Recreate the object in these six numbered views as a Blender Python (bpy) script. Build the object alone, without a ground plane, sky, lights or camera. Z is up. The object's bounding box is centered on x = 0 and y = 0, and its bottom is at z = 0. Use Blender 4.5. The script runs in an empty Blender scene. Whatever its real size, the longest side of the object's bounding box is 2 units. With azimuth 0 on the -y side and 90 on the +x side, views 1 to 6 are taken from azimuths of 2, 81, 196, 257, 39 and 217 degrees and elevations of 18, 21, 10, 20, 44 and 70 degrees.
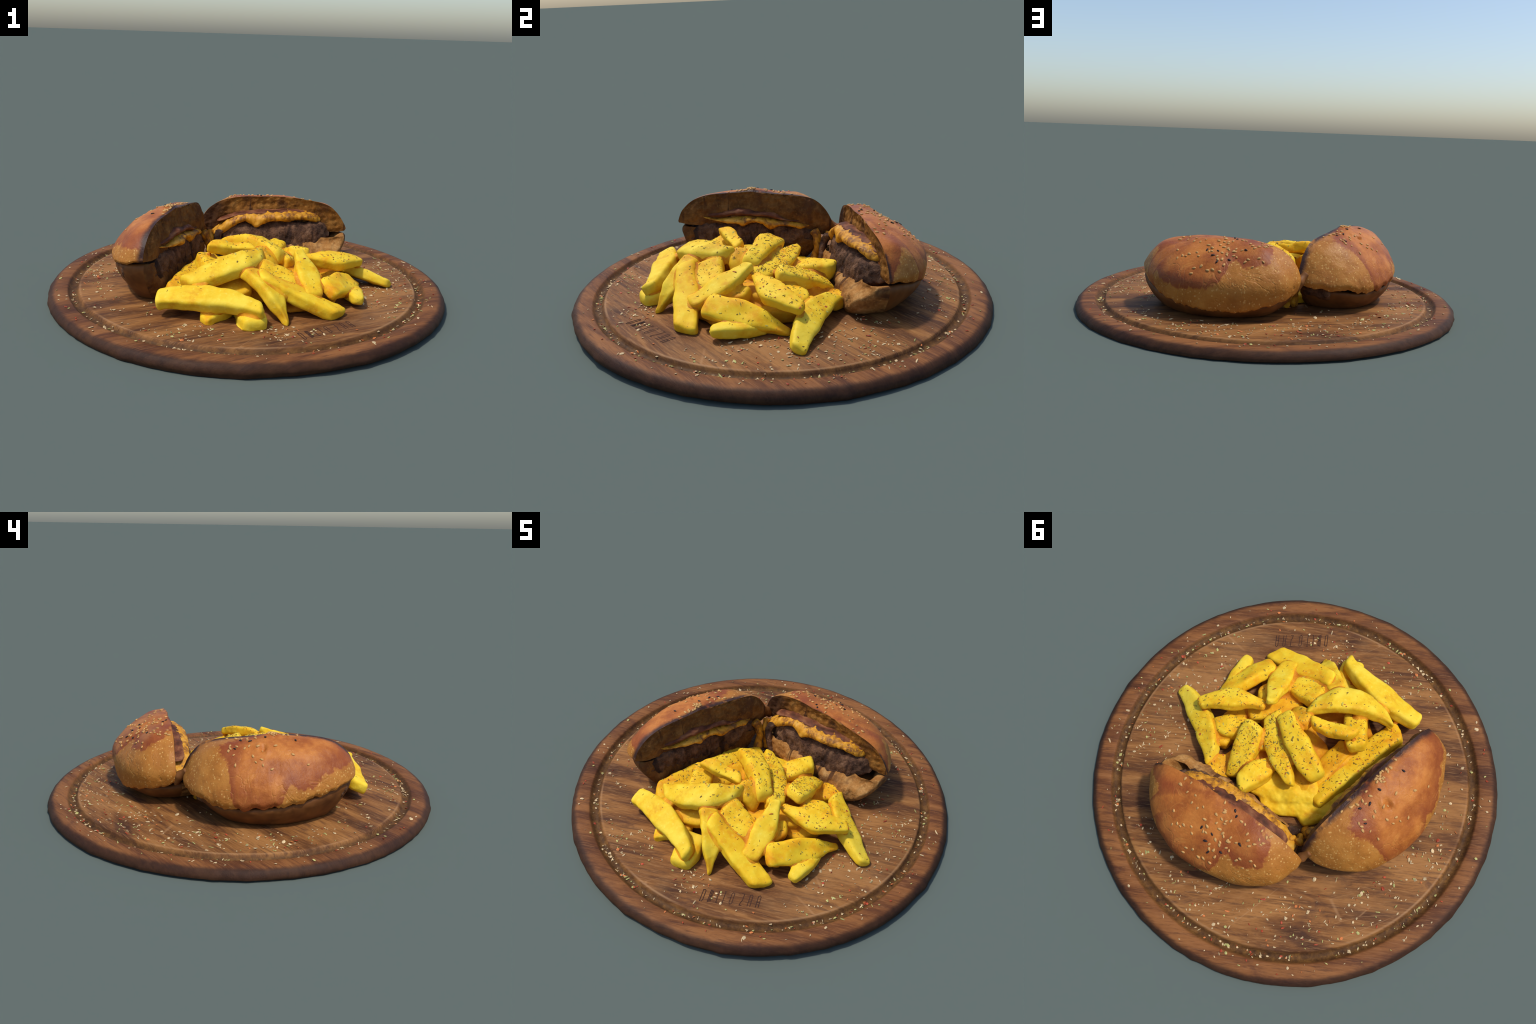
# A burger cut in two halves and a heap of seasoned chips on a round wooden board.
import bpy, math, random
import numpy as np
from mathutils import Vector, Matrix, noise
from mathutils.bvhtree import BVHTree

random.seed(11)
PI = math.pi
SCN = bpy.context.scene


# ----------------------------------------------------------------- helpers
def smooth(a, b, x):
    t = min(1.0, max(0.0, (x - a) / (b - a)))
    return t * t * (3 - 2 * t)


def lerp(a, b, t):
    return a + (b - a) * t


def pw(pts, x):
    """piecewise curve through (x, y) points, eased with a Catmull-Rom spline"""
    n = len(pts)
    if x <= pts[0][0]:
        return pts[0][1]
    if x >= pts[-1][0]:
        return pts[-1][1]
    for i in range(n - 1):
        if x <= pts[i + 1][0]:
            break
    x0, y0 = pts[i]
    x1, y1 = pts[i + 1]
    h = x1 - x0
    m0 = (y1 - pts[i - 1][1]) / (x1 - pts[i - 1][0]) if i > 0 else (y1 - y0) / h
    m1 = (pts[i + 2][1] - y0) / (pts[i + 2][0] - x0) if i + 2 < n else (y1 - y0) / h
    t = (x - x0) / h
    return ((2 * t ** 3 - 3 * t ** 2 + 1) * y0 + (t ** 3 - 2 * t ** 2 + t) * h * m0
            + (-2 * t ** 3 + 3 * t ** 2) * y1 + (t ** 3 - t ** 2) * h * m1)


def nz(p, f, o=(0, 0, 0)):
    return noise.noise(Vector((p[0] * f + o[0], p[1] * f + o[1], p[2] * f + o[2])))


def fbm(p, f, octv=3, o=(0, 0, 0)):
    a, s = 1.0, 0.0
    for k in range(octv):
        s += a * nz(p, f, (o[0] + 7.3 * k, o[1], o[2]))
        a *= 0.5
        f *= 2.0
    return s


def make(name, verts, faces, mats=(), mat_idx=None, angle=None, parent=None):
    me = bpy.data.meshes.new(name)
    me.from_pydata([tuple(v) for v in verts], [], faces)
    for m in mats:
        me.materials.append(m)
    if mat_idx is not None:
        me.polygons.foreach_set("material_index", mat_idx)
    me.polygons.foreach_set("use_smooth", [True] * len(me.polygons))
    me.validate()
    if angle:
        me.set_sharp_from_angle(angle=math.radians(angle))
    ob = bpy.data.objects.new(name, me)
    SCN.collection.objects.link(ob)
    if parent:
        ob.parent = parent
    return ob


def label(ob, text, cat):
    ob["label"] = text
    ob["category"] = cat


def loops_to_faces(n_levels, n, flip=False):
    f = []
    for i in range(n_levels - 1):
        for j in range(n):
            k = (j + 1) % n
            q = (i * n + j, i * n + k, (i + 1) * n + k, (i + 1) * n + j)
            f.append(q[::-1] if flip else q)
    return f


# --------------------------------------------------------------- materials
class Mat:
    """small wrapper that makes node graphs readable"""

    def __init__(self, name, rough=0.6, spec=0.3):
        self.m = bpy.data.materials.new(name)
        self.m.use_nodes = True
        self.t = self.m.node_tree
        self.b = self.t.nodes["Principled BSDF"]
        self.b.inputs["Roughness"].default_value = rough
        self.b.inputs["Specular IOR Level"].default_value = spec
        self.co = self.t.nodes.new("ShaderNodeTexCoord")

    def put(self, sock, v):
        if hasattr(v, "default_value") or hasattr(v, "is_linked"):
            self.t.links.new(v, sock)
        else:
            if sock.type == "RGBA" and len(v) == 3:
                v = (*v, 1)
            sock.default_value = v

    def math(self, op, a, b=0.0, c=None, clamp=False):
        n = self.t.nodes.new("ShaderNodeMath")
        n.operation = op
        n.use_clamp = clamp
        self.put(n.inputs[0], a)
        self.put(n.inputs[1], b)
        if c is not None:
            self.put(n.inputs[2], c)
        return n.outputs[0]

    def mapping(self, scale=(1, 1, 1), rot=(0, 0, 0), loc=(0, 0, 0), vec=None):
        n = self.t.nodes.new("ShaderNodeMapping")
        self.put(n.inputs["Vector"], vec or self.co.outputs["Object"])
        n.inputs["Scale"].default_value = scale
        n.inputs["Rotation"].default_value = rot
        n.inputs["Location"].default_value = loc
        return n.outputs[0]

    def grain(self, scale, deg, loc=(0, 0, 0)):
        """coordinates turned by deg first and stretched afterwards"""
        return self.mapping(scale, loc=loc, vec=self.mapping(rot=(0, 0, math.radians(deg))))

    def noise(self, scale, vec=None, detail=4, rough=0.55, dist=0.0):
        n = self.t.nodes.new("ShaderNodeTexNoise")
        self.put(n.inputs["Vector"], vec or self.co.outputs["Object"])
        n.inputs["Scale"].default_value = scale
        n.inputs["Detail"].default_value = detail
        n.inputs["Roughness"].default_value = rough
        n.inputs["Distortion"].default_value = dist
        return n.outputs["Fac"]

    def voro(self, scale, vec=None, feature="F1", out="Distance", rnd=1.0):
        n = self.t.nodes.new("ShaderNodeTexVoronoi")
        n.feature = feature
        self.put(n.inputs["Vector"], vec or self.co.outputs["Object"])
        n.inputs["Scale"].default_value = scale
        n.inputs["Randomness"].default_value = rnd
        return n.outputs[out]

    def ramp(self, fac, stops):
        n = self.t.nodes.new("ShaderNodeValToRGB")
        e = n.color_ramp.elements
        while len(e) < len(stops):
            e.new(0.5)
        for k, (p, c) in enumerate(stops):
            e[k].position = p
            e[k].color = (*c, 1) if len(c) == 3 else c
        self.put(n.inputs[0], fac)
        return n.outputs[0]

    def step(self, v, a, b):
        n = self.t.nodes.new("ShaderNodeMapRange")
        n.interpolation_type = "SMOOTHSTEP"
        self.put(n.inputs["Value"], v)
        n.inputs["From Min"].default_value = a
        n.inputs["From Max"].default_value = b
        return n.outputs["Result"]

    def mix(self, f, a, b, mode="MIX"):
        n = self.t.nodes.new("ShaderNodeMix")
        n.data_type = "RGBA"
        n.blend_type = mode
        self.put(n.inputs[0], f)
        self.put(n.inputs[6], a)
        self.put(n.inputs[7], b)
        return n.outputs[2]

    def xyz(self, vec=None):
        n = self.t.nodes.new("ShaderNodeSeparateXYZ")
        self.put(n.inputs[0], vec or self.co.outputs["Object"])
        return n.outputs

    def curve(self, x, pts):
        """float curve through (x, y) points, x and y inside 0..1"""
        n = self.t.nodes.new("ShaderNodeFloatCurve")
        c = n.mapping.curves[0]
        while len(c.points) < len(pts):
            c.points.new(0.5, 0.5)
        for p, (px, py) in zip(c.points, pts):
            p.location = (px, py)
            p.handle_type = "AUTO_CLAMPED"
        n.mapping.update()
        self.put(n.inputs["Value"], x)
        return n.outputs[0]

    def bump(self, h, strength=0.3, dist=0.004):
        n = self.t.nodes.new("ShaderNodeBump")
        n.inputs["Strength"].default_value = strength
        n.inputs["Distance"].default_value = dist
        self.put(n.inputs["Height"], h)
        self.t.links.new(n.outputs[0], self.b.inputs["Normal"])

    def rnd(self):
        n = self.t.nodes.new("ShaderNodeObjectInfo")
        return n.outputs["Random"]

    def color(self, c):
        self.put(self.b.inputs["Base Color"], c)
        return self.m


def plain(name, col, rough=0.7, var=0.25, scale=60):
    m = Mat(name, rough, 0.2)
    dark = tuple(c * (1 - var) for c in col)
    light = tuple(min(1, c * (1 + var)) for c in col)
    return m.color(m.ramp(m.noise(scale), [(0.3, dark), (0.7, light)]))


def wood_material():
    m = Mat("oiled_walnut_wood", 0.6, 0.14)
    g = -27  # the grain runs 27 degrees off the x axis
    warp = m.noise(2.2, None, 3)
    broad = m.noise(1.0, m.grain((1.3, 7.0, 5.0), g), 5, 0.62, 0.8)
    fine = m.noise(1.0, m.grain((5.0, 55.0, 30.0), g), 6, 0.68, 0.4)
    hair = m.noise(1.0, m.grain((14.0, 150.0, 60.0), g), 4, 0.7, 0.2)
    base = m.ramp(broad, [(0.34, (0.072, 0.029, 0.012)), (0.43, (0.152, 0.062, 0.020)),
                          (0.51, (0.245, 0.106, 0.031)), (0.62, (0.350, 0.164, 0.050))])
    col = m.mix(m.math("MULTIPLY", m.step(fine, 0.50, 0.64), 0.62), base, (0.075, 0.032, 0.017))
    col = m.mix(m.math("MULTIPLY", m.step(fine, 0.50, 0.36), 0.30), col, (0.36, 0.180, 0.066))
    col = m.mix(m.math("MULTIPLY", m.step(hair, 0.52, 0.66), 0.42), col, (0.40, 0.215, 0.090))
    col = m.mix(m.math("MULTIPLY", m.step(hair, 0.48, 0.34), 0.35), col, (0.075, 0.033, 0.018))
    # dark greasy stains
    st = m.noise(5.0, m.grain((1.0, 2.2, 1.0), g, (3, 1, 0)), 6, 0.65, 0.5)
    col = m.mix(m.math("MULTIPLY", m.step(st, 0.56, 0.70), 0.55), col, (0.060, 0.026, 0.020))
    # rubbed paler area
    col = m.mix(m.math("MULTIPLY", m.step(warp, 0.54, 0.70), 0.28), col, (0.34, 0.185, 0.075))
    s = m.xyz()
    rad = m.math("SQRT", m.math("ADD", m.math("MULTIPLY", s[0], s[0]), m.math("MULTIPLY", s[1], s[1])))
    # redder ring outside the groove
    ring = m.step(rad, 0.885, 0.905)
    ringc = m.mix(0.6, col, (0.66, 0.50, 0.46), "MULTIPLY")
    ringc = m.mix(0.15, ringc, (0.150, 0.058, 0.034))
    col = m.mix(m.math("MULTIPLY", ring, 0.9), col, ringc)
    # dark mottled groove
    d = m.math("ABSOLUTE", m.math("SUBTRACT", rad, 0.876))
    gm = m.math("SUBTRACT", 1.0, m.step(d, 0.014, 0.030))
    gn = m.noise(30, None, 6, 0.75)
    gcol = m.ramp(gn, [(0.34, (0.040, 0.019, 0.009)), (0.52, (0.105, 0.050, 0.015)), (0.68, (0.21, 0.105, 0.026))])
    col = m.mix(m.math("MULTIPLY", gm, 0.9), col, gcol)
    # pale worn lip inside the groove
    lip = m.math("SUBTRACT", 1.0, m.step(m.math("ABSOLUTE", m.math("SUBTRACT", rad, 0.843)), 0.0, 0.008))
    col = m.mix(m.math("MULTIPLY", lip, m.math("MULTIPLY", m.step(warp, 0.38, 0.6), 0.5)), col, (0.42, 0.245, 0.115))
    # near-black side
    side = m.step(m.math("ADD", rad, m.math("MULTIPLY", m.math("SUBTRACT", m.noise(14), 0.5), 0.02)), 0.957, 0.982)
    col = m.mix(m.math("MULTIPLY", side, 0.85), col, m.ramp(gn, [(0.3, (0.016, 0.009, 0.007)), (0.7, (0.048, 0.023, 0.015))]))
    # knife scratches
    sc = m.voro(7, m.grain((1, 0.16, 1), 40), "DISTANCE_TO_EDGE")
    scm = m.math("MULTIPLY", m.math("SUBTRACT", 1.0, m.step(sc, 0.0, 0.010)), m.step(m.noise(4, None, 2), 0.52, 0.64))
    scm = m.math("MULTIPLY", scm, m.math("SUBTRACT", 1.0, m.step(rad, 0.83, 0.85)))
    col = m.mix(m.math("MULTIPLY", scm, 0.35), col, (0.46, 0.27, 0.13))
    col = m.mix(1.0, col, (0.90, 0.845, 0.80), "MULTIPLY")  # darker, warmer tone overall
    m.bump(m.math("ADD", m.math("MULTIPLY", fine, 0.6), m.math("MULTIPLY", gn, 0.4)), 0.5, 0.005)
    return m.color(col)


def crust_material(name, thr, scorch=(0.40, 0.58)):
    """glazed bun crust; thr = (angle / pi, height / 0.5) line that parts glaze from pale dough"""
    m = Mat(name, 0.48, 0.24)
    s = m.xyz()
    ang = m.math("DIVIDE", m.math("ARCTAN2", m.math("MAXIMUM", s[1], -0.02), s[0]), PI)
    ang = m.math("MAXIMUM", ang, 0.0)
    wob = m.math("MULTIPLY", m.math("SUBTRACT", m.noise(16, None, 5, 0.65), 0.5), 0.055)
    drip = m.math("MULTIPLY", m.math("SUBTRACT", m.noise(5, m.mapping((9, 9, 1.2)), 3, 0.6), 0.5), 0.05)
    lim = m.math("MULTIPLY", m.curve(ang, thr), 0.5)
    h = m.math("SUBTRACT", m.math("ADD", m.math("ADD", s[2], wob), drip), lim)
    mask = m.step(h, -0.007, 0.009)
    edge = m.math("MULTIPLY", mask, m.math("SUBTRACT", 1.0, m.step(h, 0.0, 0.11)))
    n1 = m.noise(11, None, 5, 0.6)
    n2 = m.noise(90, None, 4, 0.6)
    glaze = m.ramp(n1, [(0.34, (0.290, 0.076, 0.013)), (0.5, (0.400, 0.122, 0.020)), (0.66, (0.500, 0.175, 0.032))])
    glaze = m.mix(m.math("MULTIPLY", m.step(m.noise(4.5, None, 3), 0.52, 0.68), 0.5), glaze, (0.31, 0.078, 0.016))
    glaze = m.mix(m.math("MULTIPLY", m.step(n2, 0.55, 0.75), 0.35), glaze, (0.60, 0.25, 0.060))
    glaze = m.mix(m.math("MULTIPLY", edge, 0.72), glaze, (0.185, 0.034, 0.010))
    # fine wrinkles with dough showing through
    r1 = m.math("ABSOLUTE", m.math("SUBTRACT", m.noise(7, m.mapping((1, 1, 0.7)), 3, 0.5, 1.2), 0.5))
    crm = m.math("MULTIPLY", m.math("SUBTRACT", 1.0, m.step(r1, 0.0, 0.020)), m.step(m.noise(5, None, 2), 0.46, 0.62))
    glaze = m.mix(m.math("MULTIPLY", crm, 0.28), glaze, (0.58, 0.24, 0.050))
    dough = m.ramp(n1, [(0.3, (0.300, 0.104, 0.015)), (0.52, (0.395, 0.150, 0.023)), (0.72, (0.455, 0.195, 0.035))])
    sp = m.voro(75, m.mapping((1, 1, 0.8)))
    spm = m.math("MULTIPLY", m.math("SUBTRACT", 1.0, m.step(sp, 0.14, 0.38)), m.step(m.noise(55, None, 2), 0.42, 0.54))
    dough = m.mix(m.math("MULTIPLY", spm, 0.7), dough, (0.66, 0.38, 0.115))
    col = m.mix(mask, dough, glaze)
    # scorched line along the knife cut
    cut = m.math("SUBTRACT", 1.0, m.step(m.math("ADD", s[1], m.math("MULTIPLY", m.math("SUBTRACT", n1, 0.5), 0.03)), *((0.004, 0.032) if scorch[0] < 0.35 else (0.002, 0.020))))
    col = m.mix(m.math("MULTIPLY", cut, m.step(m.noise(12, None, 4), *scorch)), col, (0.040, 0.015, 0.010))
    m.bump(m.math("ADD", m.math("ADD", n2, m.math("MULTIPLY", crm, -0.8)), m.math("MULTIPLY", m.noise(35, None, 4, 0.65), 1.2)), 0.45, 0.004)
    return m.color(col)


def lower_crust_material():
    m = Mat("lower_bun_crust", 0.6, 0.25)
    n1 = m.noise(10, None, 5, 0.6)
    col = m.ramp(n1, [(0.3, (0.095, 0.032, 0.008)), (0.5, (0.155, 0.056, 0.013)), (0.75, (0.235, 0.092, 0.021))])
    m.bump(m.noise(60), 0.2, 0.003)
    return m.color(col)


def crumb_material(name, pale, burnt_end=False):
    m = Mat(name, 0.85, 0.1)
    n1 = m.noise(14, None, 5, 0.65)
    n2 = m.noise(70, None, 4, 0.7)
    lo, mid, hi = pale
    col = m.ramp(n1, [(0.30, lo), (0.5, mid), (0.72, hi)])
    col = m.mix(m.math("MULTIPLY", m.step(n2, 0.5, 0.7), 0.4), col, tuple(min(1, c * 1.2) for c in hi))
    # scorched upright knife marks
    w = m.noise(1.0, m.mapping((21, 1.0, 2.6)), 3, 0.6)
    col = m.mix(m.math("MULTIPLY", m.step(w, 0.585, 0.66), 0.85), col, (0.045, 0.018, 0.010))
    st = m.noise(9, m.mapping((1, 1, 1), (0, 0, 0), (4, 4, 4)), 4, 0.6)
    col = m.mix(m.math("MULTIPLY", m.step(st, 0.50, 0.66), 0.7), col, (0.10, 0.040, 0.017))
    if burnt_end:
        # the end that lay nearest the grill
        e = m.math("ADD", m.math("MULTIPLY", m.xyz()[0], -1.0), m.math("MULTIPLY", m.math("SUBTRACT", n1, 0.5), 0.25))
        col = m.mix(m.math("MULTIPLY", m.step(e, 0.20, 0.34), 0.85), col, (0.040, 0.018, 0.012))
    m.bump(m.math("ADD", n1, n2), 0.6, 0.008)
    return m.color(col)


def patty_material():
    m = Mat("grilled_minced_beef", 0.7, 0.2)
    n1 = m.noise(18, None, 6, 0.7)
    n2 = m.noise(75, None, 4, 0.7)
    col = m.ramp(n1, [(0.3, (0.024, 0.010, 0.006)), (0.43, (0.072, 0.032, 0.017)), (0.55, (0.150, 0.073, 0.038)), (0.70, (0.26, 0.140, 0.072))])
    col = m.mix(m.math("MULTIPLY", m.step(n2, 0.56, 0.72), 0.5), col, (0.25, 0.135, 0.068))
    w = m.noise(1.0, m.mapping((15, 1.5, 3.0), (0, 0, 0), (2, 0, 0)), 3, 0.6)
    col = m.mix(m.math("MULTIPLY", m.step(w, 0.55, 0.66), 0.75), col, (0.020, 0.008, 0.006))
    m.bump(m.math("ADD", n1, n2), 0.9, 0.012)
    return m.color(col)


def cheese_material():
    m = Mat("melted_cheddar_cheese", 0.5, 0.2)
    n1 = m.noise(17, m.mapping((1, 1, 0.55)), 5, 0.65, 0.8)
    col = m.ramp(n1, [(0.33, (0.120, 0.044, 0.010)), (0.42, (0.32, 0.125, 0.014)), (0.51, (0.58, 0.250, 0.014)), (0.70, (0.66, 0.35, 0.050))])
    br = m.noise(30, m.mapping((1, 1, 1), (0, 0, 0), (9, 2, 1)), 4, 0.6)
    col = m.mix(m.math("MULTIPLY", m.step(br, 0.54, 0.68), 0.8), col, (0.13, 0.048, 0.020))
    m.bump(n1, 0.7, 0.008)
    return m.color(col)


def ham_material():
    m = Mat("fried_ham_slice", 0.6, 0.15)
    n1 = m.noise(20, m.mapping((0.5, 1, 2)), 5, 0.6)
    col = m.ramp(n1, [(0.32, (0.055, 0.018, 0.008)), (0.5, (0.150, 0.046, 0.020)), (0.68, (0.30, 0.130, 0.050))])
    m.bump(n1, 0.4, 0.005)
    return m.color(col)


def fry_material(name, deep=0):
    m = Mat(name, 0.6, 0.15)
    n1 = m.noise(10, None, 5, 0.62)
    n2 = m.noise(75, None, 4, 0.65)
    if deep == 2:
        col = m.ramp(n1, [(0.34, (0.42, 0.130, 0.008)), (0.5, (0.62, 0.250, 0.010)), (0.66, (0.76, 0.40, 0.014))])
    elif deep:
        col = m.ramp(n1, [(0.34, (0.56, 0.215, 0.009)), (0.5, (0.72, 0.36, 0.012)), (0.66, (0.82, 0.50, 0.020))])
    else:
        a = m.ramp(n1, [(0.34, (0.76, 0.31, 0.010)), (0.45, (0.83, 0.46, 0.013)), (0.62, (0.87, 0.575, 0.024))])
        b = m.ramp(n1, [(0.34, (0.64, 0.33, 0.012)), (0.46, (0.74, 0.48, 0.020)), (0.64, (0.80, 0.58, 0.050))])
        col = m.mix(m.rnd(), a, b)
    col = m.mix(m.math("MULTIPLY", m.step(n2, 0.56, 0.74), 0.30), col, (0.90, 0.74, 0.17))
    m.bump(n2, 0.25, 0.004)
    return m.color(col)


WOOD = wood_material()
LOWER = lower_crust_material()
CRUMB = crumb_material("toasted_bun_crumb", ((0.100, 0.035, 0.007), (0.235, 0.090, 0.015), (0.390, 0.185, 0.044)), True)
CRUMB_DARK = crumb_material("dark_bun_crumb", ((0.060, 0.022, 0.007), (0.145, 0.058, 0.014), (0.260, 0.122, 0.034)))
CRUMB_PALE = crumb_material("lower_bun_crumb", ((0.21, 0.080, 0.018), (0.36, 0.165, 0.045), (0.52, 0.300, 0.110)))
PATTY = patty_material()
CHEESE = cheese_material()
HAM = ham_material()
FRY = fry_material("fried_potato")
FRY_LOW = fry_material("orange_fried_potato", 1)
FRY_DEEP = fry_material("deep_orange_fried_potato", 2)


# ------------------------------------------------------------------- board
def board_top(x, y):
    return 0.0525 - 0.007 * y + 0.002 * x - 0.010 * x * y


def build_board():
    # profile of radius and height below / above the slightly tilted top plane
    prof = [(0.0, 0.0), (0.25, 0.0), (0.5, 0.0), (0.7, 0.0), (0.80, 0.0), (0.838, 0.0), (0.846, -0.0008), (0.8505, -0.004),
            (0.8545, -0.013), (0.862, -0.020), (0.872, -0.0225), (0.882, -0.0215), (0.891, -0.017), (0.898, -0.008),
            (0.9025, -0.002), (0.907, -0.0003), (0.930, 0.0), (0.952, -0.0006), (0.966, -0.0022), (0.977, -0.006),
            (0.985, -0.012), (0.991, -0.019), (0.9955, -0.027), (0.9975, -0.035), (0.9965, -0.043), (0.991, -0.050)]
    n = 360
    verts, faces = [], []
    top = prof[1:]
    verts.append((0, 0, board_top(0, 0)))
    for r, dz in top:
        for j in range(n):
            a = 2 * PI * j / n
            ca, sa = math.cos(a), math.sin(a)
            edge = smooth(0.93, 0.99, r)
            rr = r * (1 + edge * (0.0045 * nz((ca, sa, 0), 2.2) + 0.0035 * nz((ca, sa, 3), 9) + 0.0016 * nz((ca, sa, 6), 30)))
            if r > 0.98:
                chip = max(0.0, nz((ca * 9, sa * 9, r * 30), 1.6) - 0.15)
                rr += 0.010 * chip * smooth(0.01, 0.04, -dz)
            grv = smooth(0.845, 0.852, r) * (1 - smooth(0.896, 0.904, r))
            z = board_top(rr * ca, rr * sa) + dz + grv * 0.003 * nz((ca * 12, sa * 12, r * 40), 1.5)
            z += 0.0012 * nz((rr * ca, rr * sa, 0), 3.0) * (1 - edge)
            if dz < -0.045:
                z = 0.0005 + 0.006 * max(0, nz((ca * 6, sa * 6, 9), 1.2)) + 0.022 * max(0, -ca * sa)
            verts.append((rr * ca, rr * sa, z))
    m = len(top)
    for j in range(n):
        faces.append((0, 1 + j, 1 + (j + 1) % n))
    for i in range(m - 1):
        for j in range(n):
            k = (j + 1) % n
            faces.append((1 + i * n + j, 1 + (i + 1) * n + j, 1 + (i + 1) * n + k, 1 + i * n + k))
    c = len(verts)
    base = 1 + (m - 1) * n
    for j in range(n):
        x, y, z = verts[base + j]
        verts.append((x * 0.96, y * 0.96, 0.0))
    for j in range(n):
        k = (j + 1) % n
        faces.append((base + j, c + j, c + k, base + k))
    faces.append(tuple(c + j for j in range(n))[::-1])
    # bring the widest extent to exactly 2 m
    ext = max(max(v[0] for v in verts) - min(v[0] for v in verts), max(v[1] for v in verts) - min(v[1] for v in verts))
    print("board extent", ext)
    ob = make("wooden_board", verts, faces, [WOOD], angle=40)
    label(ob, "round dark walnut serving board with juice groove", "serving board")
    return ob


BOARD = build_board()


def stroke(verts, faces, pts, w, h):
    """a thin cut line: rectangular bar along a polyline lying on the board"""
    for n, ((x0, y0), (x1, y1)) in enumerate(zip(pts, pts[1:])):
        h += 0.00006 * (n % 2 * 2 - 1)
        d = Vector((x1 - x0, y1 - y0))
        L = d.length
        d /= L
        p = Vector((-d.y, d.x)) * w * 0.5
        x0, y0, x1, y1 = x0 - d.x * w * .4, y0 - d.y * w * .4, x1 + d.x * w * .4, y1 + d.y * w * .4
        b = len(verts)
        for (x, y) in ((x0 + p.x, y0 + p.y), (x0 - p.x, y0 - p.y), (x1 - p.x, y1 - p.y), (x1 + p.x, y1 + p.y)):
            verts.append((x, y, board_top(x, y) - 0.004))
        for (x, y) in ((x0 + p.x, y0 + p.y), (x0 - p.x, y0 - p.y), (x1 - p.x, y1 - p.y), (x1 + p.x, y1 + p.y)):
            verts.append((x, y, board_top(x, y) + h))
        faces += [(b + 4, b + 5, b + 6, b + 7), (b, b + 1, b + 5, b + 4), (b + 1, b + 2, b + 6, b + 5),
                  (b + 2, b + 3, b + 7, b + 6), (b + 3, b, b + 4, b + 7)]


def build_lettering():
    # tall narrow burnt-in capitals, read from the front right of the board
    O = [[(0, .1), (0, .9), (.5, 1), (1, .9), (1, .1), (.5, 0), (0, .1)]]
    D = [[(0, 0), (0, 1), (.7, 1), (1, .9), (1, .1), (.7, 0), (0, 0)]]
    A = [[(0, 0), (0, .9), (.5, 1), (1, .9), (1, 0)], [(0, .42), (1, .42)]]
    B = [[(0, 0), (0, 1), (1, .93), (1, .55), (0, .5), (1, .45), (1, .07), (0, 0)], [(.5, .1), (.5, .9)]]
    L = [[(.4, 1), (.4, 0), (.8, 0)]]
    I = [[(.5, 0), (.5, 1)], [(.2, 1), (.8, 1)]]
    Z = [[(0, 1), (.8, 1), (.75, .45), (.25, .22), (.1, 0), (.9, 0)]]
    word = [(D, 0.0), (B, 0.036), (L, 0.070), (I, 0.098), (O, 0.135), (Z, 0.182), (A, 0.220), (A, 0.258)]
    start, end = Vector((0.275, -0.740)), Vector((0.525, -0.570))
    ex = (end - start).normalized()
    up = Vector((-0.45, 0.89))
    up = (up - 0.0 * ex).normalized()
    verts, faces = [], []
    for glyph, off in word:
        for line in glyph:
            pts = []
            for gx, gy in line:
                q = start + ex * (off + gx * 0.0125) + up * (gy * 0.066)
                pts.append((q.x, q.y))
            stroke(verts, faces, pts, 0.0032, 0.0009 + 0.00004 * (len(faces) % 11))
    mat = plain("burnt_engraving", (0.048, 0.021, 0.014), 0.9, 0.35, 120)
    ob = make("engraved_lettering", verts, faces, [mat], parent=BOARD)
    ob.data.polygons.foreach_set("use_smooth", [False] * len(ob.data.polygons))
    ob["kind"] = "stuff"
    return ob


build_lettering()


# ------------------------------------------------------------ burger halves
def half_frame(name, a, b, text):
    """Empty at the middle of the knife cut: x along the cut, y outwards through the bun"""
    a, b = Vector(a), Vector(b)
    d = (b - a).normalized()
    e = bpy.data.objects.new(name, None)
    SCN.collection.objects.link(e)
    e.location = ((a.x + b.x) / 2, (a.y + b.y) / 2, 0)
    e.rotation_euler = (0, 0, math.atan2(d.y, d.x))
    e.empty_display_size = 0.2
    label(e, text, "hamburger")
    return e


def profile_curve(pts, n):
    """resample a hand-made profile evenly by knot number"""
    out = []
    m = len(pts) - 1
    xs = [(k, p[0]) for k, p in enumerate(pts)]
    ys = [(k, p[1]) for k, p in enumerate(pts)]
    for i in range(n):
        t = m * i / (n - 1)
        out.append((pw(xs, t), pw(ys, t)))
    return out


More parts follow.
